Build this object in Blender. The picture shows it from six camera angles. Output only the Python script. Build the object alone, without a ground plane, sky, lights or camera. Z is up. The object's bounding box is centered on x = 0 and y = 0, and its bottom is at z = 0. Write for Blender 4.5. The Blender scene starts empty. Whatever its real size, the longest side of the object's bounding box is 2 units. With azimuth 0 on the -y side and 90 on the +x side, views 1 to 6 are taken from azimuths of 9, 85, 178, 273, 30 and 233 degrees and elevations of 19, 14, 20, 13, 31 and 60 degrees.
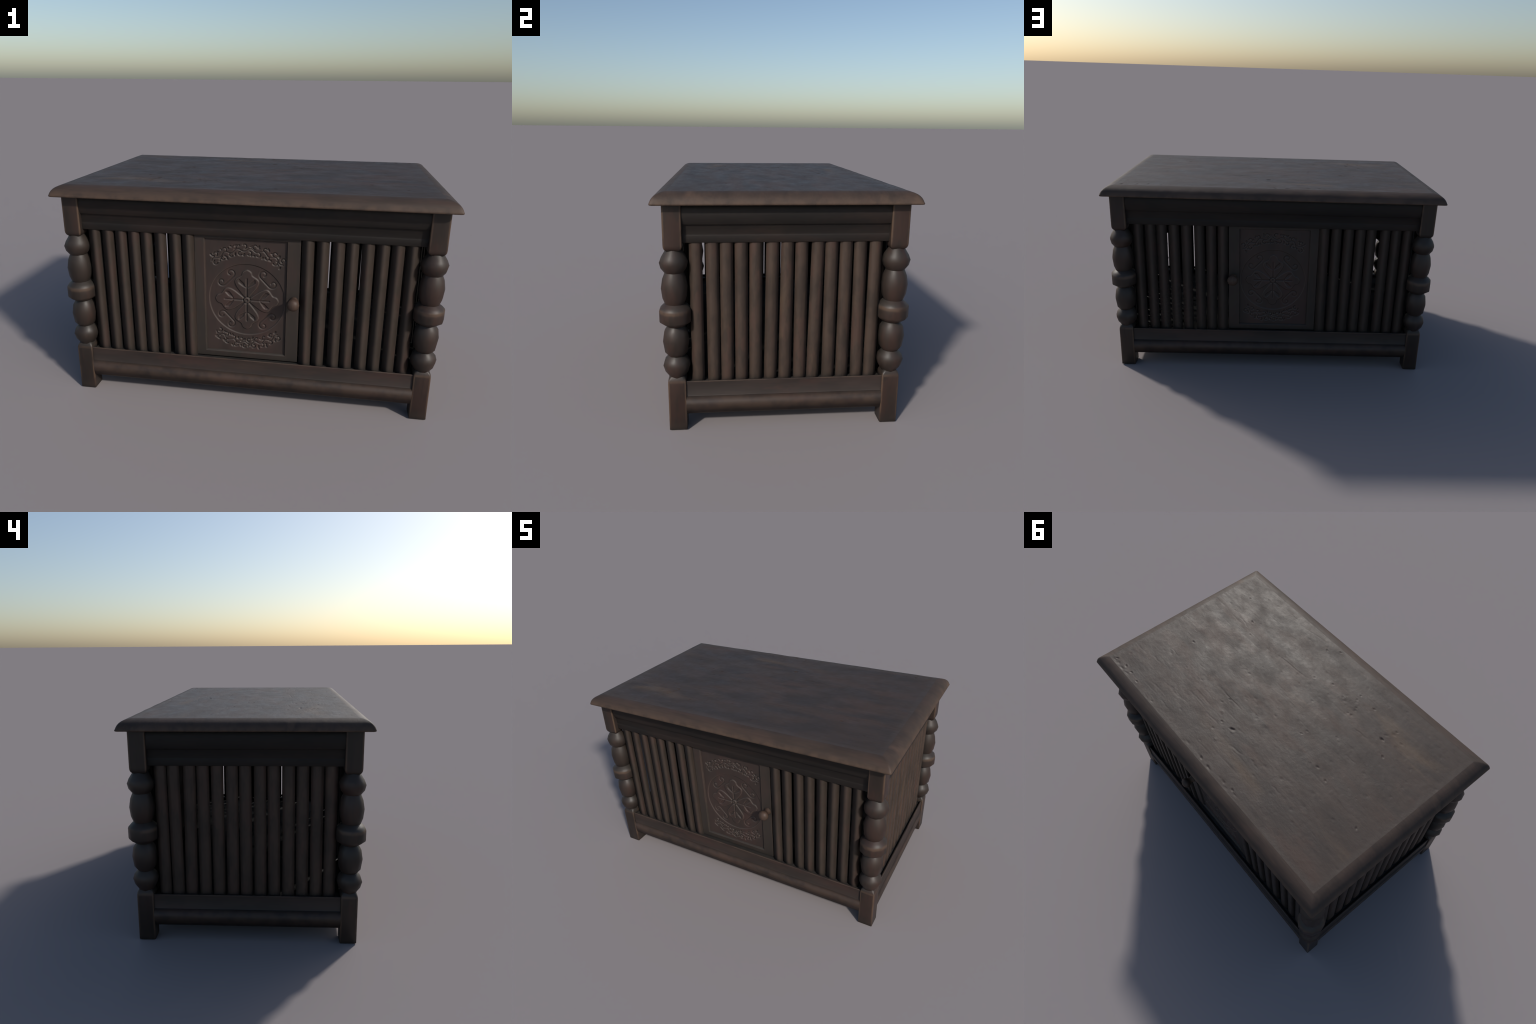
"""Carved dark-oak chest: moulded top, four turned legs, slatted
sides all round, and a carved door on the front and on the back."""
import bpy, bmesh, math, random
import numpy as np
from mathutils import Vector

rng = random.Random(7)
D = bpy.data

# --------------------------------------------------------------------------
# helpers
# --------------------------------------------------------------------------
def link(ob, parent=None):
    bpy.context.scene.collection.objects.link(ob)
    if parent:
        ob.parent = parent
    return ob

def mesh_obj(name, verts, faces, mat, parent, sharp=40, smooth=True):
    me = D.meshes.new(name)
    me.from_pydata([tuple(v) for v in verts], [], [tuple(f) for f in faces])
    bm = bmesh.new(); bm.from_mesh(me)
    bmesh.ops.remove_doubles(bm, verts=bm.verts, dist=1e-5)
    bmesh.ops.recalc_face_normals(bm, faces=bm.faces)
    bm.to_mesh(me); bm.free()
    me.materials.append(mat)
    if smooth:
        me.polygons.foreach_set("use_smooth", [True] * len(me.polygons))
        me.set_sharp_from_angle(angle=math.radians(sharp))
    return link(D.objects.new(name, me), parent)

class Geo:
    """Collects vertices and faces of several solids into one mesh."""
    def __init__(self):
        self.v, self.f = [], []
    def loft(self, rings, cap0=True, cap1=True, closed=True):
        base = len(self.v); n = len(rings[0])
        for r in rings:
            self.v.extend(r)
        for i in range(len(rings) - 1):
            a, b = base + i * n, base + (i + 1) * n
            for k in range(n if closed else n - 1):
                k2 = (k + 1) % n
                self.f.append((a + k, a + k2, b + k2, b + k))
        if cap0: self.f.append(tuple(range(base, base + n)))
        if cap1: self.f.append(tuple(range(base + (len(rings) - 1) * n, base + len(rings) * n)))
    def box(self, x0, x1, y0, y1, z0, z1):
        self.loft([[(x0, y0, z), (x1, y0, z), (x1, y1, z), (x0, y1, z)] for z in (z0, z1)])

def rect_ring(hx, hy, z, r, n=3, cx=0.0, cy=0.0):
    """Rounded rectangle, counter-clockwise."""
    out = []
    for sx, sy, a0 in ((1, 1, 0), (-1, 1, 90), (-1, -1, 180), (1, -1, 270)):
        for i in range(n + 1):
            a = math.radians(a0 + 90 * i / n)
            out.append((cx + sx * (hx - r) + r * math.cos(a), cy + sy * (hy - r) + r * math.sin(a), z))
    return out

def lerp(t, xs, ys):
    return float(np.interp(t, xs, ys))

# --------------------------------------------------------------------------
# material: aged, waxed dark oak
# --------------------------------------------------------------------------
def oak(name, grain='X', dark=(0.026, 0.021, 0.018), mid=(0.040, 0.030, 0.026),
        red=(0.046, 0.028, 0.024), tan=(0.085, 0.060, 0.043), tan_amt=0.35, wear=0.6,
        rough=0.52, bump=0.25, ao_shade=0.6, grain_amt=0.5, spot=3.0, dents=0.0, spec=0.4, dust=0.45, zwear=None, rvar=0.34, rscale=None, roll=None, wear_r=0.007, crest=0.0, barrel=None, border=None, arris=0.0, fine_h=0.5):
    # the whole piece leans to a warm red brown
    dark, mid, red, tan = [(c[0] * 1.07, c[1] * 0.965, c[2] * 0.91) for c in (dark, mid, red, tan)]
    m = D.materials.new(name); m.use_nodes = True
    nt = m.node_tree; N = nt.nodes; L = nt.links
    N.clear()
    def node(t, **kw):
        n = N.new(t)
        for k, v in kw.items():
            setattr(n, k, v)
        return n
    def math_(op, a, b=None, clamp=False):
        n = node('ShaderNodeMath', operation=op, use_clamp=clamp)
        for i, s in enumerate((a, b)):
            if s is None: continue
            if isinstance(s, (int, float)): n.inputs[i].default_value = s
            else: L.new(s, n.inputs[i])
        return n.outputs[0]
    def mix(fac, a, b, mode='MIX'):
        n = node('ShaderNodeMix', data_type='RGBA', blend_type=mode)
        if isinstance(fac, (int, float)): n.inputs[0].default_value = fac
        else: L.new(fac, n.inputs[0])
        for i, s in ((6, a), (7, b)):
            if isinstance(s, tuple): n.inputs[i].default_value = (*s, 1)
            else: L.new(s, n.inputs[i])
        return n.outputs[2]
    def step(v, lo, hi):
        n = node('ShaderNodeMapRange', interpolation_type='SMOOTHSTEP')
        n.inputs[1].default_value = lo; n.inputs[2].default_value = hi
        L.new(v, n.inputs[0]); return n.outputs[0]
    tc = node('ShaderNodeTexCoord'); oi = node('ShaderNodeObjectInfo')
    shift = node('ShaderNodeVectorMath', operation='SCALE')
    shift.inputs[0].default_value = (13.1, 7.7, 5.3)
    L.new(oi.outputs['Random'], shift.inputs[3])
    pos = node('ShaderNodeVectorMath', operation='ADD')
    L.new(tc.outputs['Object'], pos.inputs[0]); L.new(shift.outputs[0], pos.inputs[1])
    P = pos.outputs[0]
    def mapped(scale):
        mp = node('ShaderNodeMapping'); L.new(P, mp.inputs[0])
        mp.inputs['Scale'].default_value = scale
        return mp.outputs[0]
    def noise(scale, vec=None, detail=4, rough_=0.55, dist=0.0):
        n = node('ShaderNodeTexNoise'); n.inputs['Scale'].default_value = scale
        n.inputs['Detail'].default_value = detail; n.inputs['Roughness'].default_value = rough_
        n.inputs['Distortion'].default_value = dist
        L.new(vec if vec is not None else P, n.inputs['Vector'])
        return n.outputs['Fac']
    ax = {'X': (0.06, 1, 1), 'Y': (1, 0.06, 1), 'Z': (1, 1, 0.06)}[grain]
    ax2 = {'X': (0.3, 1, 1), 'Y': (1, 0.3, 1), 'Z': (1, 1, 0.3)}[grain]
    fine = noise(90, mapped(ax), 5, 0.6)
    broad = noise(spot * 2.2, mapped(ax2), 4, 0.6)
    blot = noise(spot, mapped(ax2), 3, 0.6, 0.6)
    patch = noise(spot * 1.7, mapped(ax2), 5, 0.65)
    col = mix(step(broad, 0.35, 0.65), dark, mid)
    col = mix(math_('MULTIPLY', step(patch, 0.50, 0.62), 0.8), col, red)
    col = mix(math_('MULTIPLY', step(blot, 0.54, 0.72), tan_amt), col, tan)
    gr = math_('ADD', math_('MULTIPLY', fine, grain_amt), 1.0 - grain_amt * 0.5)
    gcol = node('ShaderNodeCombineColor')
    for i in range(3): L.new(gr, gcol.inputs[i])
    col = mix(1.0, col, gcol.outputs[0], 'MULTIPLY')
    # rubbed edges: where the rounded normal departs from the true one
    geo = node('ShaderNodeNewGeometry')
    if wear > 0:
        bev = node('ShaderNodeBevel', samples=6); bev.inputs['Radius'].default_value = wear_r
        dot = node('ShaderNodeVectorMath', operation='DOT_PRODUCT')
        L.new(bev.outputs[0], dot.inputs[0]); L.new(geo.outputs['Normal'], dot.inputs[1])
        edge = math_('SUBTRACT', 1.0, dot.outputs['Value'])
        em = math_('MULTIPLY', step(edge, 0.004, 0.05), step(noise(9, None, 3), 0.34, 0.58))
        col = mix(math_('MULTIPLY', em, wear), col, tan)
    if border:                                  # handling wear: the board browns towards its edges
        bx, by, bw, bcol = border
        sb = node('ShaderNodeSeparateXYZ'); L.new(tc.outputs['Object'], sb.inputs[0])
        mx = step(math_('ABSOLUTE', sb.outputs[0]), bx - bw, bx)
        my = step(math_('ABSOLUTE', sb.outputs[1]), by - bw, by)
        em2 = math_('MAXIMUM', mx, my)
        em2 = step(math_('ADD', em2, math_('MULTIPLY', math_('SUBTRACT', noise(12, None, 4), 0.5), 0.9)), 0.2, 1.0)
        col = mix(em2, col, bcol)
    if arris > 0:                               # rubbed corners of the square blocks and of the turned ring
        sa = node('ShaderNodeSeparateXYZ'); L.new(tc.outputs['Object'], sa.inputs[0])
        ax_, ay_ = math_('ABSOLUTE', sa.outputs[0]), math_('ABSOLUTE', sa.outputs[1])
        corner = step(math_('MINIMUM', ax_, ay_), 0.0320, 0.0405)
        square = math_('ADD', math_('LESS_THAN', sa.outputs[2], 0.272), math_('GREATER_THAN', sa.outputs[2], 0.902))
        corner = math_('MULTIPLY', corner, square)
        rad = math_('SQRT', math_('ADD', math_('MULTIPLY', ax_, ax_), math_('MULTIPLY', ay_, ay_)))
        lip = math_('SUBTRACT', 1.0, step(math_('ABSOLUTE', math_('SUBTRACT', sa.outputs[2], 0.614)), 0.002, 0.016))
        ring_ = math_('MULTIPLY', step(rad, 0.066, 0.072), lip)
        top_e = math_('MULTIPLY', math_('SUBTRACT', 1.0, step(math_('ABSOLUTE', math_('SUBTRACT', sa.outputs[2], 0.258)), 0.001, 0.011)), 0.7)
        toe = math_('MULTIPLY', math_('SUBTRACT', 1.0, step(sa.outputs[2], 0.0, 0.06)), 0.45)
        am = math_('MAXIMUM', math_('MAXIMUM', corner, math_('MULTIPLY', ring_, 0.8)), math_('MAXIMUM', top_e, toe))
        am = math_('MULTIPLY', am, step(noise(10, None, 3), 0.26, 0.55))
        col = mix(math_('MULTIPLY', am, arris), col, tan)
    if dust > 0:
        sep = node('ShaderNodeSeparateXYZ'); L.new(geo.outputs['Normal'], sep.inputs[0])
        up = math_('MULTIPLY', step(sep.outputs[2], -0.05, 0.75), step(noise(9, None, 3), 0.25, 0.6))
        col = mix(math_('MULTIPLY', up, dust), col, (0.043, 0.0385, 0.0325))
    if zwear:
        so = node('ShaderNodeSeparateXYZ'); L.new(tc.outputs['Object'], so.inputs[0])
        lo = math_('MULTIPLY', step(math_('MULTIPLY', so.outputs[2], -1.0), -zwear[0], -zwear[1]), step(noise(16, None, 4), 0.30, 0.62))
        col = mix(math_('MULTIPLY', lo, zwear[2]), col, tan)
    if crest > 0:  # light on the carving painted in: paler ridges, darker hollows
        cr = step(geo.outputs['Pointiness'], 0.505, 0.56)
        col = mix(math_('MULTIPLY', cr, crest), col, tan)
        cv = math_('SUBTRACT', 1.0, step(geo.outputs['Pointiness'], 0.44, 0.495))
        col = mix(math_('MULTIPLY', cv, 0.3), col, (0.012, 0.0105, 0.0095))
    # corner shade painted into the colour: wide grey tint, near-black core
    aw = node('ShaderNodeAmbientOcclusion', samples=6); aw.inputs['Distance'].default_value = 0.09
    soft = math_('MULTIPLY', math_('SUBTRACT', 1.0, step(aw.outputs['AO'], 0.35, 0.95)), min(ao_shade * 0.7, 1.0))
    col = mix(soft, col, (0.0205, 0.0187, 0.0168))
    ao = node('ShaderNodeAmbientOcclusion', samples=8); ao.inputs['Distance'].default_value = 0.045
    crease_shade = math_('MULTIPLY', math_('SUBTRACT', 1.0, step(ao.outputs['AO'], 0.15, 0.75)), ao_shade)
    col = mix(crease_shade, col, (0.007, 0.007, 0.0075))
    bs = node('ShaderNodeBsdfPrincipled'); out = node('ShaderNodeOutputMaterial')
    L.new(col, bs.inputs['Base Color'])
    rv = math_('ADD', math_('MULTIPLY', math_('SUBTRACT', noise(rscale or spot * 2.6, mapped((0.6, 1, 1) if rscale else ax2), 6, 0.68), 0.5), rvar), rough)
    rv = math_('ADD', rv, math_('MULTIPLY', crease_shade, 0.25), True)
    L.new(rv, bs.inputs['Roughness'])
    bs.inputs['Specular IOR Level'].default_value = spec
    h = math_('ADD', math_('MULTIPLY', fine, fine_h), math_('MULTIPLY', noise(42, None, 4), 0.5))
    if dents > 0:
        vo = node('ShaderNodeTexVoronoi', feature='F1'); vo.inputs['Scale'].default_value = 26
        L.new(mapped(ax2), vo.inputs['Vector'])
        pit = math_('SUBTRACT', 1.0, step(vo.outputs['Distance'], 0.03, 0.17))
        pit = math_('MULTIPLY', pit, step(noise(6, None, 2), 0.5, 0.62))
        h = math_('SUBTRACT', h, math_('MULTIPLY', pit, dents))
        h = math_('ADD', h, math_('MULTIPLY', noise(30, mapped((0.7, 1, 1)), 6, 0.65), 0.8))
    bp = node('ShaderNodeBump'); bp.inputs['Strength'].default_value = bump
    bp.inputs['Distance'].default_value = 0.004
    if barrel:                                 # half-round section of a stave, on its local x
        half, amp = barrel
        so3 = node('ShaderNodeSeparateXYZ'); L.new(tc.outputs['Object'], so3.inputs[0])
        t = math_('DIVIDE', so3.outputs[0], half)
        hh = math_('MULTIPLY', math_('MAXIMUM', math_('SUBTRACT', 1.0, math_('MULTIPLY', t, t)), 0.0), amp)
        b3 = node('ShaderNodeBump'); b3.inputs['Strength'].default_value = 1.0; b3.inputs['Distance'].default_value = 1.0
        L.new(hh, b3.inputs['Height']); L.new(b3.outputs[0], bp.inputs['Normal'])
    if roll:                                   # shallow bead on a nearly flat face, read as fine relief
        zc, half, amp = roll
        so2 = node('ShaderNodeSeparateXYZ'); L.new(tc.outputs['Object'], so2.inputs[0])
        t = math_('DIVIDE', math_('SUBTRACT', so2.outputs[2], zc), half)
        hh = math_('MULTIPLY', math_('MAXIMUM', math_('SUBTRACT', 1.0, math_('MULTIPLY', t, t)), 0.0), amp)
        b2 = node('ShaderNodeBump'); b2.inputs['Strength'].default_value = 1.0; b2.inputs['Distance'].default_value = 1.0
        L.new(hh, b2.inputs['Height']); L.new(b2.outputs[0], bp.inputs['Normal'])
    L.new(h, bp.inputs['Height']); L.new(bp.outputs[0], bs.inputs['Normal'])
    L.new(bs.outputs[0], out.inputs[0])
    return m

M_TOP = oak('top_oak', 'X', dark=(0.031, 0.0240, 0.0205), mid=(0.043, 0.0320, 0.0262), red=(0.050, 0.0335, 0.0262),
            tan=(0.100, 0.070, 0.044), tan_amt=0.45, wear=0.0, rough=0.57, bump=0.40, ao_shade=0.0, spot=3.6, dents=0.25, spec=0.35,
            dust=0.0, rvar=0.50, rscale=13.0, grain_amt=0.35, fine_h=0.22, border=(.928, .547, .06, (0.049, 0.0352, 0.0280)))
M_RIM = oak('rim_oak', 'X', dark=(0.037, 0.0285, 0.0235), mid=(0.050, 0.0372, 0.0300), red=(0.050, 0.0352, 0.0285),
            tan=(0.086, 0.060, 0.044), tan_amt=0.55, wear=0.0, rough=0.62, bump=0.25, ao_shade=0.0, spot=6.0, spec=0.3,
            dust=0.0, zwear=(1.160, 1.122, 0.7))
M_LEG = oak('leg_oak', 'Z', dark=(0.019, 0.0148, 0.0122), mid=(0.0285, 0.0208, 0.0172), red=(0.036, 0.0212, 0.0170), spec=0.38, wear=0.0, arris=0.7, tan=(0.098, 0.067, 0.046), tan_amt=0.05, rough=0.50, bump=0.10, ao_shade=0.75, spot=5, grain_amt=0.25)
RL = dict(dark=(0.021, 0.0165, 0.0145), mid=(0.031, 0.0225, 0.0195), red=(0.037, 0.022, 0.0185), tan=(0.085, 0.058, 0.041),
          wear=0.85, tan_amt=0.12, rough=0.56, bump=0.10, ao_shade=0.7, spot=4, dust=0.3, spec=0.35, roll=(.130, .048, .032), zwear=(.180, .168, .32))
M_RAIL_X = oak('rail_oak_long', 'X', **RL)
M_RAIL_Y = oak('rail_oak_short', 'Y', **RL)
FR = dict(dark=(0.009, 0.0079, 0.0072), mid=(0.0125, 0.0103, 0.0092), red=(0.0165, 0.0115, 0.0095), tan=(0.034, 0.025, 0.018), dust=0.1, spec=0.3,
          wear=0.25, tan_amt=0.25, rough=0.62, bump=0.12, ao_shade=0.7, spot=4)  # frieze: shade under the top painted in as darker oak
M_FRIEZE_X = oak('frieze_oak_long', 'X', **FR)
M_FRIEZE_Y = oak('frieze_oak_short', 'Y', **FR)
M_SLAT_F = oak('slat_oak', 'Z', barrel=(.0308, .029), dark=(0.032, 0.027, 0.0225), mid=(0.039, 0.0310, 0.0262), red=(0.044, 0.0300, 0.0258), dust=0.0, spec=0.3, wear=0.15, tan_amt=0.08, rough=0.58, bump=0.10, ao_shade=0.5, spot=13, grain_amt=0.35)
M_SLAT_S = oak('slat_oak_side', 'Z', barrel=(.0308, .0095), dark=(0.034, 0.0262, 0.0210), mid=(0.051, 0.0370, 0.0290), red=(0.055, 0.0350, 0.0280), dust=0.0, spec=0.32,
               tan=(0.090, 0.063, 0.042), wear=0.2, tan_amt=0.40, rough=0.58, bump=0.12, ao_shade=0.45, spot=10, grain_amt=0.4)  # side slats: warmer oak with more tan blotches
M_DOOR = oak('door_oak', 'Z', dark=(0.025, 0.0215, 0.0185), mid=(0.032, 0.0265, 0.0228), red=(0.036, 0.0255, 0.0220), wear=0.35, tan_amt=0.08, rough=0.6, bump=0.10, ao_shade=0.6, spot=5, grain_amt=0.25, spec=0.35)
M_PANEL = oak('panel_oak', 'Z', crest=0.85, tan=(0.095, 0.078, 0.066), dark=(0.026, 0.020, 0.0175), mid=(0.037, 0.0255, 0.0225), red=(0.042, 0.025, 0.022), wear=0.0, dust=0.3, tan_amt=0.05,
              rough=0.6, bump=0.08, ao_shade=0.12, spot=4, grain_amt=0.2, spec=0.4)
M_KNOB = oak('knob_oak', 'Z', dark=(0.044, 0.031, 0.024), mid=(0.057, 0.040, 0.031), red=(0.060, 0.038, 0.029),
             tan=(0.11, 0.07, 0.042), wear=0.3, tan_amt=0.7, dust=0.0, spec=0.3, rough=0.55, bump=0.08, ao_shade=0.5, spot=9)
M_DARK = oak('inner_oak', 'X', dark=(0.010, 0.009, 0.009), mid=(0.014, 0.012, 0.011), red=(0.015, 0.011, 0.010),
             tan=(0.02, 0.016, 0.013), wear=0.0, tan_amt=0.2, rough=0.7, bump=0.1, ao_shade=0.5)  # near-black floor oak; also the painted shade on sills and slat edges

root = link(D.objects.new('wooden_chest', None))
root['label'] = 'dark oak slatted chest with turned legs and carved doors'
root['category'] = 'wooden cabinet'

# --------------------------------------------------------------------------
# table top: moulded rim + weathered board
# --------------------------------------------------------------------------
TX, TY, TZ = 1.0, 0.619, 1.1762
CREASE = 0.072
rim_prof = [(0.040, 1.1185), (0.006, 1.1185), (0.0018, 1.1200), (0.0, 1.1242), (0.0016, 1.1295), (0.006, 1.1405),
            (0.0112, 1.1492), (0.0185, 1.1575), (0.028, 1.1643), (0.041, 1.1703), (0.056, 1.1749), (CREASE, TZ)]

top_parts = Geo()
rings = []
for d, z in rim_prof:
    rings.append(rect_ring(TX - d, TY - d, z, max(0.010 - 0.1 * d, 0.004), 3))
# finely divided along the length so the worn back edge can wander a little
def densify(ring, step=0.012):
    out = []
    n = len(ring)
    for i in range(n):
        a, b = Vector(ring[i]), Vector(ring[(i + 1) % n])
        k = max(1, int((rings_len[i]) / step))
        for j in range(k):
            out.append(tuple(a.lerp(b, j / k)))
    return out
rings_len = [(Vector(rings[0][i]) - Vector(rings[0][(i + 1) % len(rings[0])])).length for i in range(len(rings[0]))]
rings = [densify(r) for r in rings]
from mathutils import noise as mnoise
def nz(x, y, z, s, seed=0.0):
    return mnoise.noise(Vector((x * s + seed, y * s - seed, z * s + 3.1 * seed)))
worn = []
for (d, z0), r in zip(rim_prof, rings):
    rr = []
    for x, y, z in r:
        w = 0.0
        if z > 1.128 and d < CREASE - 0.012:
            amp = 0.0011 * max(0.0, y / TY) ** 2 + 0.0003
            w = amp * (nz(x, y, z, 14, 2) + 0.6 * nz(x, y, z, 34, 5)) - 0.3 * amp
        k = 1 + w / max(abs(x), abs(y), 0.3)
        rr.append((min(TX, max(-TX, x * k)), min(TY, max(-TY, y * k)), z + 0.5 * w))
    worn.append(rr)
top_parts.loft(worn, cap0=True, cap1=False)
rim = mesh_obj('table_top_rim', top_parts.v, top_parts.f, M_RIM, None, sharp=60)

# board: height grid with dents, pits and shakes along the grain
nx, ny = 470, 280
hx, hy = TX - CREASE, TY - CREASE
xs = np.linspace(-hx, hx, nx); ys = np.linspace(-hy, hy, ny)
X, Y = np.meshgrid(xs, ys, indexing='ij')
H = np.zeros_like(X)
prng = np.random.default_rng(11)
def wav(n, smin, smax, amp, stretch):
    global H
    for _ in range(n):
        k = prng.uniform(smin, smax); a = prng.uniform(0, 2 * math.pi)
        H += amp / math.sqrt(n) * np.sin(k * (math.cos(a) * X * stretch + math.sin(a) * Y) + prng.uniform(0, 6.28))
wav(26, 18, 60, 0.00010, 0.35)
wav(40, 90, 260, 0.00006, 0.3)
# big worm holes and knocks
pits = [(0.605, -0.278, 1.0), (0.037, 0.295, 1.5), (-0.528, -0.28, 1.3), (-0.607, -0.206, .9), (-0.438, 0.096, 1.0),
        (0.703, 0.096, .8), (0.777, -0.393, .7), (0.067, -0.526, .8), (0.132, -0.477, .8), (-0.359, -0.387, .8),
        (-0.245, -0.394, .5), (0.209, 0.186, .8), (0.115, 0.308, .7), (0.527, -0.202, .5), (-0.233, -0.008, .6),
        (-0.225, 0.025, .6), (-0.524, 0.119, .7), (-0.816, 0.178, .7), (0.022, -0.284, .5), (-0.083, -0.33, .6),
        (0.888, 0.518, .9), (0.801, 0.508, .9), (0.738, 0.51, .7), (0.66, 0.522, .7), (-0.004, 0.528, 1.), (-0.071, 0.533, 1.),
        (-0.263, 0.516, .8)]
for px, py, s in pits:
    ang = prng.uniform(-0.5, 0.5); c, sn = math.cos(ang), math.sin(ang)
    u = (X - px) * c + (Y - py) * sn; v = -(X - px) * sn + (Y - py) * c
    H -= 0.0042 * s * np.exp(-((u / (0.0072 * s + .003)) ** 2 + (v / (0.0030 * s + .0016)) ** 2) ** 1.2)
    H += 0.0006 * s * np.exp(-((u / 0.02) ** 2 + (v / 0.012) ** 2))
# chewed patches
for cx, cy, n, rad in ((-0.245, -0.295, 22, .055), (-0.58, -0.32, 16, .05), (0.03, -0.28, 7, .07), (-0.45, 0.3, 8, .12), (0.1, 0.3, 8, .1)):
    for _ in range(n):
        a = prng.uniform(0, 6.28); r = rad * math.sqrt(prng.uniform()) * 1.2
        px, py = cx + 1.3 * r * math.cos(a), cy + r * math.sin(a)
        w = prng.uniform(.004, .009)
        H += prng.uniform(-0.0022, 0.0012) * np.exp(-(((X - px) / (1.6 * w)) ** 2 + ((Y - py) / w) ** 2))
# chipped shoulder along the back edge
for _ in range(30):
    px = prng.uniform(-.75, hx); py = hy - prng.uniform(.004, .026); w = prng.uniform(.003, .006)
    H += prng.uniform(-0.0022, 0.0010) * np.exp(-(((X - px) / (2.6 * w)) ** 2 + ((Y - py) / w) ** 2))
# small random knocks
for _ in range(140):
    px, py = prng.uniform(-hx, hx), prng.uniform(-hy, hy); w = prng.uniform(.003, .007)
    H -= prng.uniform(.0003, .0012) * np.exp(-(((X - px) / (1.8 * w)) ** 2 + ((Y - py) / w) ** 2))
# shakes (cracks) running with the grain
shakes = [(0.322, 0.177, 0.11, 0.179, 1.3), (-0.035, 0.365, -0.135, 0.35, 1), (0.766, 0.342, 0.691, 0.34, .8), (0.699, -0.252, 0.583, -0.229, .8),
          (0.286, -0.23, 0.041, -0.246, 1.2), (-0.377, -0.215, -0.474, -0.222, 1.2), (0.22, 0.338, 0.101, 0.332, .7), (0.769, -0.223, 0.626, -0.218, .6),
          (-0.365, 0.346, -0.434, 0.343, .8), (-0.176, 0.334, -0.251, 0.341, .7), (-0.477, -0.066, -0.551, -0.07, .7), (0.382, -0.491, 0.14, -0.52, .6)]
for _ in range(80):
    px, py, l = prng.uniform(-hx, hx), prng.uniform(-hy, hy), prng.uniform(.04, .2)
    shakes.append((px, py, px + l, py + prng.uniform(-.008, .008), prng.uniform(.2, .5)))
for x0, y0, x1, y1, s in shakes:
    dx, dy = x1 - x0, y1 - y0; l2 = dx * dx + dy * dy
    t = np.clip(((X - x0) * dx + (Y - y0) * dy) / l2, 0, 1)
    wob = 0.0015 * np.sin(t * 9 + x0 * 40)
    dist = np.hypot(X - x0 - t * dx, Y - y0 - t * dy + wob)
    H -= 0.0011 * s * np.exp(-(dist / 0.0024) ** 2) * (0.3 + np.sin(np.pi * np.clip(t, .02, .98)))
edge = np.minimum.reduce([hx - np.abs(X), hy - np.abs(Y)])
H *= np.clip(edge / 0.012, 0, 1) ** 0.7
bv = np.stack([X, Y, TZ + H], -1).reshape(-1, 3)
bf = []
for i in range(nx - 1):
    a = i * ny
    for j in range(ny - 1):
        bf.append((a + j, a + ny + j, a + ny + j + 1, a + j + 1))
me = D.meshes.new('table_top'); me.from_pydata(bv.tolist(), [], bf); me.materials.append(M_TOP)
me.polygons.foreach_set('use_smooth', [True] * len(bf))
board = link(D.objects.new('table_top', me), root)
rim.parent = board

# --------------------------------------------------------------------------
# turned legs
# --------------------------------------------------------------------------
LX, LY, HALF = 0.9145, 0.5265, 0.0436
g = Geo()
foot = [(0.0, .0405, .003), (0.003, HALF, .005), (0.245, HALF, .006), (0.258, .0432, .007), (0.267, .0415, .010), (0.275, .0385, .013), (0.286, .032, .016)]
g.loft([rect_ring(h, h, z, r, 3) for z, h, r in foot])
block = [(0.899, .029, .012), (0.904, .034, .011), (0.911, .0395, .009), (0.921, .0428, .007), (0.932, HALF, .006), (1.119, HALF, .006)]
g.loft([rect_ring(h, h, z, r, 3) for z, h, r in block])
turning = [(.906, .037), (.900, .041), (.873, .0585), (.848, .0685), (.821, .0620), (.798, .0450),
           (.770, .0565), (.725, .0640), (.677, .0585), (.647, .0475),
           (.636, .0620), (.623, .0745), (.615, .0768), (.564, .0768), (.557, .0745), (.533, .0410),
           (.509, .0570), (.461, .0645), (.404, .0560), (.384, .0400),
           (.363, .0590), (.337, .0672), (.304, .0575), (.285, .0440), (.270, .036)]
SEG = 10
def circ(r, z):
    return [(r * math.cos(2 * math.pi * k / SEG), r * math.sin(2 * math.pi * k / SEG), z) for k in range(SEG)]
g.loft([circ(r, z) for z, r in turning])
leg0 = mesh_obj('leg', g.v, g.f, M_LEG, root, sharp=50)
# sharp valleys where one turned bead meets the next
bm = bmesh.new(); bm.from_mesh(leg0.data)
for e in bm.edges:
    z0, z1 = e.verts[0].co.z, e.verts[1].co.z
    if abs(z0 - z1) < 1e-6 and any(abs(z0 - v) < 1e-4 for v in (.798, .647, .533, .384)):
        e.smooth = False
bm.to_mesh(leg0.data); bm.free()
leg0.location = (LX, -LY, 0)
for sx, sy in ((-1, -1), (-1, 1), (1, 1)):
    o = leg0.copy(); link(o, root); o.location = (sx * LX, sy * LY, 0)

# --------------------------------------------------------------------------
# rails, swept along one side.  Profile points are (distance inside leg face, z)
# --------------------------------------------------------------------------
def swept(name, prof, half, face, side, mat, zoff=0.0):
    """side 0 front, 1 back, 2 +x, 3 -x; prof closed polygon."""
    g = Geo(); rings = []
    for t in (-half, half):
        r = []
        for inset, z in prof:
            q = face - inset
            r.append({0: (t, -q, z), 1: (-t, q, z), 2: (q, t, z), 3: (-q, -t, z)}[side])
        rings.append(r)
    g.loft(rings)
    return mesh_obj(name, g.v, g.f, mat, root, sharp=44)

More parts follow.
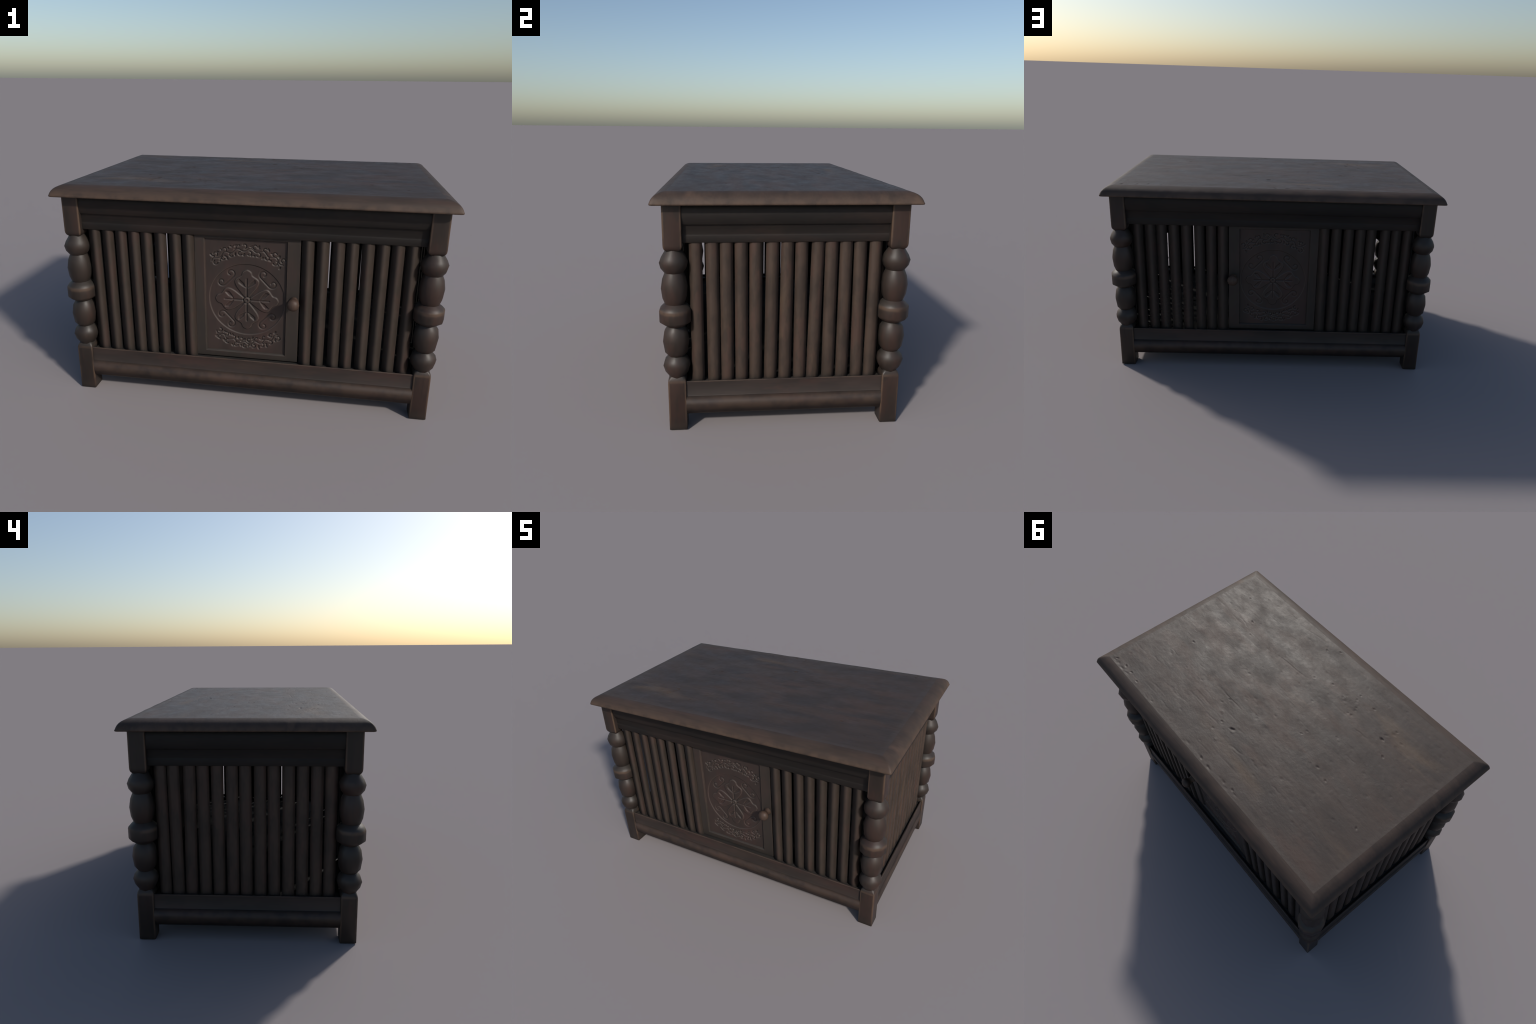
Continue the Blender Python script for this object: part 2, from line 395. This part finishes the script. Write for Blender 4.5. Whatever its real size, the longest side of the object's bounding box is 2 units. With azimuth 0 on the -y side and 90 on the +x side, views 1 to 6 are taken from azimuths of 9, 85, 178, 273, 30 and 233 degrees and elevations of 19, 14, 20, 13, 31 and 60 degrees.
FX, FY = LX + HALF, LY + HALF          # leg faces 0.958 / 0.570
frieze = [(.055, 1.119), (.022, 1.119), (.0165, 1.112), (.0115, 1.102), (.0080, 1.088), (.0070, 1.074), (.0080, 1.058), (.0110, 1.043),
          (.0150, 1.031), (.0180, 1.0250), (.0240, 1.0232), (.0275, 1.0190), (.0285, .9800), (.0296, .9765), (.0285, .9735),
          (.0280, .9700), (.0280, .9420), (.0300, .9385), (.055, .9385)]
stretcher = [(.0100, .2540), (.0100, .1800), (.0090, .1785), (.0038, .1720), (.0014, .1630), (.0008, .1400), (.0020, .1080),
             (.0055, .0900), (.0120, .0825), (.0240, .0800), (.0800, .0790), (.0800, .2320), (.0180, .2320), (.0180, .2550), (.0125, .2560)]
for side in range(4):
    half = (LX if side < 2 else LY) - HALF + 0.004
    face = FY if side < 2 else FX
    mat = M_RAIL_X if side < 2 else M_RAIL_Y
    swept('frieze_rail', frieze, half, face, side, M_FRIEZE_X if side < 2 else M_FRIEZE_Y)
    swept('bottom_rail', stretcher, half, face, side, mat)
    # sill the slats stand on; near-black shade painted into its colour, behind the channel
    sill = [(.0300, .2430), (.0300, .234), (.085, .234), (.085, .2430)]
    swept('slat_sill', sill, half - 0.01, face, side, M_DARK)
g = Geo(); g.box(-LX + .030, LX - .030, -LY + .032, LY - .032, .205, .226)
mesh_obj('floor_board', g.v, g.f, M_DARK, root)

# --------------------------------------------------------------------------
# slats: shallow three-faceted staves
# --------------------------------------------------------------------------
SW = 0.0308
SZ0, SZ1 = 0.2435, 0.962
def slat_mesh(name, mat, w=SW):
    sec = [(-w, 0.0), (-w * .86, -.0050), (-w * .45, -.0090), (w * .45, -.0090), (w * .86, -.0050), (w, 0.0), (w, .006), (-w, .006)]
    g = Geo()
    zs = [SZ0, SZ0 + .004, .42, .60, .78, SZ1]
    rings = []
    for i, z in enumerate(zs):
        k = 0.985 if i == 0 else 1.0
        rings.append([(x * k, y * k, z - .0) for x, y in sec])
    g.loft(rings)
    o = mesh_obj(name, g.v, g.f, mat, root, sharp=44)
    bm = bmesh.new(); bm.from_mesh(o.data)
    for e in bm.edges:                                  # arrises of the front roll into each other
        p, q = e.verts[0].co, e.verts[1].co
        if abs(p.x) < w * .95 and abs(p.x - q.x) < .002 and abs(p.z - q.z) > .01:
            e.smooth = True
        elif abs(p.x - q.x) < .002 and abs(p.z - q.z) > .01:
            e.smooth = False
    bm.to_mesh(o.data); bm.free()
    o.data.materials.append(M_DARK)                     # shade between slats, painted as dark edges and back
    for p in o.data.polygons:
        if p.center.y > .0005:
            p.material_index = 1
    return o
front_mesh = slat_mesh('slat', M_SLAT_F).data
side_mesh = slat_mesh('slat', M_SLAT_S).data
for o in [o for o in root.children if o.name.startswith('slat') and not o.name.startswith('slat_')]:
    D.objects.remove(o)

# (centre at the top, centre at the foot) of every stave, left to right seen along +x or +y
front = [(-.8140, -.8130), (-.7400, -.7400), (-.6690, -.6675), (-.5985, -.5955), (-.5315, -.5285), (-.4555, -.4595), (-.3780, -.3740), (-.3080, -.3050),
         (.3060, .3085), (.3795, .3770), (.4555, .4575), (.5225, .5245), (.5975, .6010), (.6700, .6690), (.7395, .7420), (.8115, .8130)]
back = [(-.8150, -.8130), (-.7430, -.7440), (-.6760, -.6760), (-.5920, -.5925), (-.5265, -.5260), (-.4550, -.4535), (-.3810, -.3825), (-.3065, -.3100),
        (.3055, .3070), (.3755, .3755), (.4470, .4435), (.5240, .5240), (.5985, .5960), (.6715, .6695), (.7380, .7405), (.8145, .8145)]
right = [(-.4250, -.4250), (-.3480, -.3480), (-.2825, -.2825), (-.2135, -.2135), (-.1445, -.1450), (-.0660, -.0725), (.0040, -.0010), (.0713, .0723),
         (.1488, .1380), (.2138, .2148), (.2840, .2850), (.3520, .3600), (.4265, .4265)]
left = [(-.4240, -.4255), (-.3540, -.3565), (-.2830, -.2850), (-.2140, -.2150), (-.1385, -.1425), (-.0720, -.0715), (.0020, .0005), (.0675, .0695),
        (.1415, .1420), (.2130, .2130), (.2790, .2870), (.3610, .3555), (.4260, .4235)]
zt, zb = 0.93, 0.26
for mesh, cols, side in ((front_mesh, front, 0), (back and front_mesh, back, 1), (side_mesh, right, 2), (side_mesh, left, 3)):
    for t, b in cols:
        o = D.objects.new('slat', mesh); link(o, root)
        tilt = (t - b) / (zt - zb)                      # sideways lean along the wall
        c0 = b - tilt * zb                              # position extrapolated to z = 0
        inset = 0.0430 + rng.uniform(-.0006, .0006)
        if side == 0:
            o.location = (c0, -(FY - inset), 0); o.rotation_euler = (0, math.atan(tilt), 0)
        elif side == 1:
            o.location = (c0, FY - inset, 0); o.rotation_euler = (0, -math.atan(tilt), math.pi)
            o.rotation_euler = (0, 0, math.pi); o.rotation_euler[1] = -math.atan(tilt)
        elif side == 2:
            o.location = (FX - inset, c0, 0); o.rotation_euler = (0, math.atan(tilt), math.pi / 2)
        else:
            o.location = (-(FX - inset), c0, 0); o.rotation_euler = (0, -math.atan(tilt), -math.pi / 2)

# --------------------------------------------------------------------------
# carved doors
# --------------------------------------------------------------------------
DX0, DX1, DZ0, DZ1 = -0.2765, 0.2705, 0.2520, 0.965      # frame
PX0, PX1, PZ0, PZ1 = -0.2180, 0.2000, 0.2900, 0.9160      # panel opening
YF, YP = -0.5255, -0.5145                                # frame face, panel face

def seg_dist(X, Z, pts):
    """distance from every grid point to a polyline"""
    best = np.full(X.shape, 9.0)
    for (x0, z0), (x1, z1) in zip(pts[:-1], pts[1:]):
        dx, dz = x1 - x0, z1 - z0
        l2 = dx * dx + dz * dz + 1e-12
        t = np.clip(((X - x0) * dx + (Z - z0) * dz) / l2, 0, 1)
        np.minimum(best, np.hypot(X - x0 - t * dx, Z - z0 - t * dz), out=best)
    return best

def smooth(a, lo, hi):
    t = np.clip((a - lo) / (hi - lo), 0, 1)
    return t * t * (3 - 2 * t)

def carve(X, Z):
    """relief of the panel: sunk roundel, four lobed petals, C-scrolls, vine swags"""
    cx, cz = -0.004, 0.588
    x, z = X - cx, Z - cz
    R = np.hypot(x, z)
    h = -0.0045 * (1 - smooth(R, 0.1975, 0.2015))
    # petals: raised lobes with a nipped tip, half-width against the run from the middle
    tt = np.array([.004, .02, .045, .07, .088, .102, .114, .123, .129, .133, .140, .150, .158, .164, .168])
    ww = np.array([.004, .014, .034, .0525, .0615, .0640, .0600, .0500, .0380, .0300, .0260, .0250, .0210, .0130, .000])
    fine_t = np.linspace(tt[0], tt[-1], 60)
    fine_w = np.interp(fine_t, tt, ww)
    fine_w = np.convolve(np.pad(fine_w, 2, 'edge'), np.ones(5) / 5, 'valid'); fine_w[-1] = 0
    outline = list(zip(fine_t, fine_w)) + list(zip(fine_t[::-1], -fine_w[::-1]))
    outline.append(outline[0])
    petal = np.zeros_like(X)
    for a in range(4):
        c, s = math.cos(a * math.pi / 2), math.sin(a * math.pi / 2)
        u, v = x * c + z * s, -x * s + z * c
        inside = np.abs(v) < np.interp(u, fine_t, fine_w, left=-1, right=-1)
        d = seg_dist(u, v, outline) * np.where(inside, 1, -1)
        petal = np.maximum(petal, smooth(d, -0.0022, 0.0022))
        # hollow leaf blades and stem cut into the petal
        stem = smooth(.0066 - seg_dist(u, v, [(.020, 0), (.118, 0)]), 0, .0066)
        for sg in (1, -1):
            br = [(.070, 0), (.076, sg * .014), (.090, sg * .028), (.112, sg * .040)]
            d2 = seg_dist(u, v, br)
            wid = np.interp(u, [.074, .096, .118], [.0060, .0150, .0050])
            stem = np.maximum(stem, 1.15 * smooth(wid - d2, 0, .0085))
        h = np.where(u > np.abs(v), h - 0.0048 * stem, h)
    h = h + 0.0050 * petal
    # button in the middle
    ring = np.exp(-((R - .0185) / .0030) ** 2)
    h = np.where(R < 0.015, h * .2 + 0.0030, h) - 0.004 * ring - 0.003 * (1 - smooth(R, .003, .008))
    # four C-scrolls in the gaps between the petals
    for sx in (1, -1):
        for sz in (1, -1):
            A, B = (sx * .134, sz * .094), (sx * .087, sz * .144)
            path = []
            for (px, pz), turn in ((A, 1), (B, -1)):
                ang0 = math.atan2(-sz * .6 if turn == 1 else -sz * .6, -sx * .9)
                sp = []
                for i in range(22):
                    f = i / 21
                    r = .024 - .016 * f
                    a = math.atan2(-sz, -sx) + (-1 if sx * sz > 0 else 1) * turn * (-1) * f * 5.2
                    sp.append((px + r * math.cos(a), pz + r * math.sin(a)))
                path.append(sp)
            line = path[0][::-1] + path[1]
            g_ = smooth(.0064 - seg_dist(x, z, line), 0, .0060)
            h = h - 0.0040 * g_ * (1 - petal)
    # vine swags following the roundel above and below
    vr = random.Random(5)
    for sgn, R0, spread in ((1, .277, 42), (-1, .252, 41)):
        cut = np.zeros_like(X)
        def at(a, r):
            return (r * math.sin(a), sgn * r * math.cos(a))
        main = [at(math.radians(-spread + 2 * spread * i / 100), R0 + .008 * math.sin(i * .377)) for i in range(101)]
        cut = np.maximum(cut, 0.8 * smooth(.0050 - seg_dist(x, z, main), 0, .005))
        n = 16
        for k in range(n):
            a = math.radians(-spread + 2 * spread * (k + .5) / n)
            out = 1 if k % 2 else -1
            flip = 1 if k < n / 2 else -1
            r = .0105 * vr.uniform(.9, 1.1)
            cxx, czz = at(a, R0 + out * .018)
            t0 = math.atan2(-czz, -cxx) + (0 if out > 0 else math.pi)
            arc = [(cxx + r * math.cos(t0 + flip * f * .35), czz + r * math.sin(t0 + flip * f * .35)) for f in range(12)]
            cut = np.maximum(cut, smooth(.0052 - seg_dist(x, z, arc), 0, .0046))
            for q in range(2):
                aa = a + vr.uniform(-.05, .05); rr = R0 - out * vr.uniform(.014, .030)
                dx_, dz_ = at(aa, rr)
                ln = vr.uniform(.001, .005); an = vr.uniform(0, 3.14)
                p = [(dx_ - ln * math.cos(an), dz_ - ln * math.sin(an)), (dx_ + ln * math.cos(an), dz_ + ln * math.sin(an))]
                cut = np.maximum(cut, smooth(.0072 - seg_dist(x, z, p), 0, .0065))
        h = h - 0.0052 * cut
    return h

def build_door(flip):
    s = -1 if flip else 1
    def F(v):
        return (v[0], v[1] * s, v[2])
    # frame: outer edge, face, chamfer down to the panel
    def ring(x0, x1, z0, z1, y):
        return [F((x0, y, z0)), F((x1, y, z0)), F((x1, y, z1)), F((x0, y, z1))]
    g = Geo()
    c = .002
    g.loft([ring(DX0, DX1, DZ0, DZ1, YF + .030), ring(DX0, DX1, DZ0, DZ1, YF + c), ring(DX0 + c, DX1 - c, DZ0 + c, DZ1 - c, YF),
            ring(PX0 - .009, PX1 + .005, PZ0 - .009, PZ1 + .006, YF),
            ring(PX0 - .007, PX1 + .004, PZ0 - .007, PZ1 + .005, YF + .0015),
            ring(PX0 - .001, PX1, PZ0 - .001, PZ1, YP + .002), ring(PX0, PX1, PZ0, PZ1, YF + .030)], cap0=False, cap1=False)
    door = mesh_obj('door', g.v, g.f, M_DOOR, root, sharp=30)
    # carved panel
    nx, nz_ = 200, 300
    xs = np.linspace(PX0 - .002, PX1 + .002, nx); zs = np.linspace(PZ0 - .002, PZ1 + .002, nz_)
    X, Z = np.meshgrid(xs, zs, indexing='ij')
    h = carve(X, Z)
    # the field rolls up a touch at its margins
    V = np.stack([X, (YP - h) * s, Z], -1).reshape(-1, 3)
    f = []
    for i in range(nx - 1):
        a = i * nz_
        for j in range(nz_ - 1):
            q = (a + j, a + nz_ + j, a + nz_ + j + 1, a + j + 1)
            f.append(q if s > 0 else q[::-1])
    n0 = len(V)
    verts = V.tolist()
    bx0, bx1, bz0, bz1 = xs[0], xs[-1], zs[0], zs[-1]
    verts += [(bx0, (YP + .018) * s, bz0), (bx1, (YP + .018) * s, bz0), (bx1, (YP + .018) * s, bz1), (bx0, (YP + .018) * s, bz1)]
    q = (n0, n0 + 3, n0 + 2, n0 + 1)
    f.append(q if s > 0 else q[::-1])
    me = D.meshes.new('carved_panel'); me.from_pydata(verts, [], f); me.materials.append(M_PANEL)
    me.polygons.foreach_set('use_smooth', [True] * len(f))
    link(D.objects.new('carved_panel', me), door)
    # knob: short stem and flattened ball
    g = Geo()
    kx, kz = .2430, .6060
    prof = [(YF + .004, .0240), (YF - .003, .0235), (YF - .010, .0200), (YF - .020, .0185), (YF - .027, .0200)]
    yb, ry, rr = -.5780, .0262, .0330
    for i in range(1, 9):
        a = math.radians(-62 + 152 * i / 8.0)
        prof.append((yb - ry * math.sin(a), max(rr * math.cos(a), .0008)))
    S = 12
    g.loft([[F((kx + r * math.cos(2 * math.pi * k / S), y, kz + r * math.sin(2 * math.pi * k / S))) for k in range(S)] for y, r in prof])
    mesh_obj('knob', g.v, g.f, M_KNOB, door, sharp=60)

build_door(False)
build_door(True)
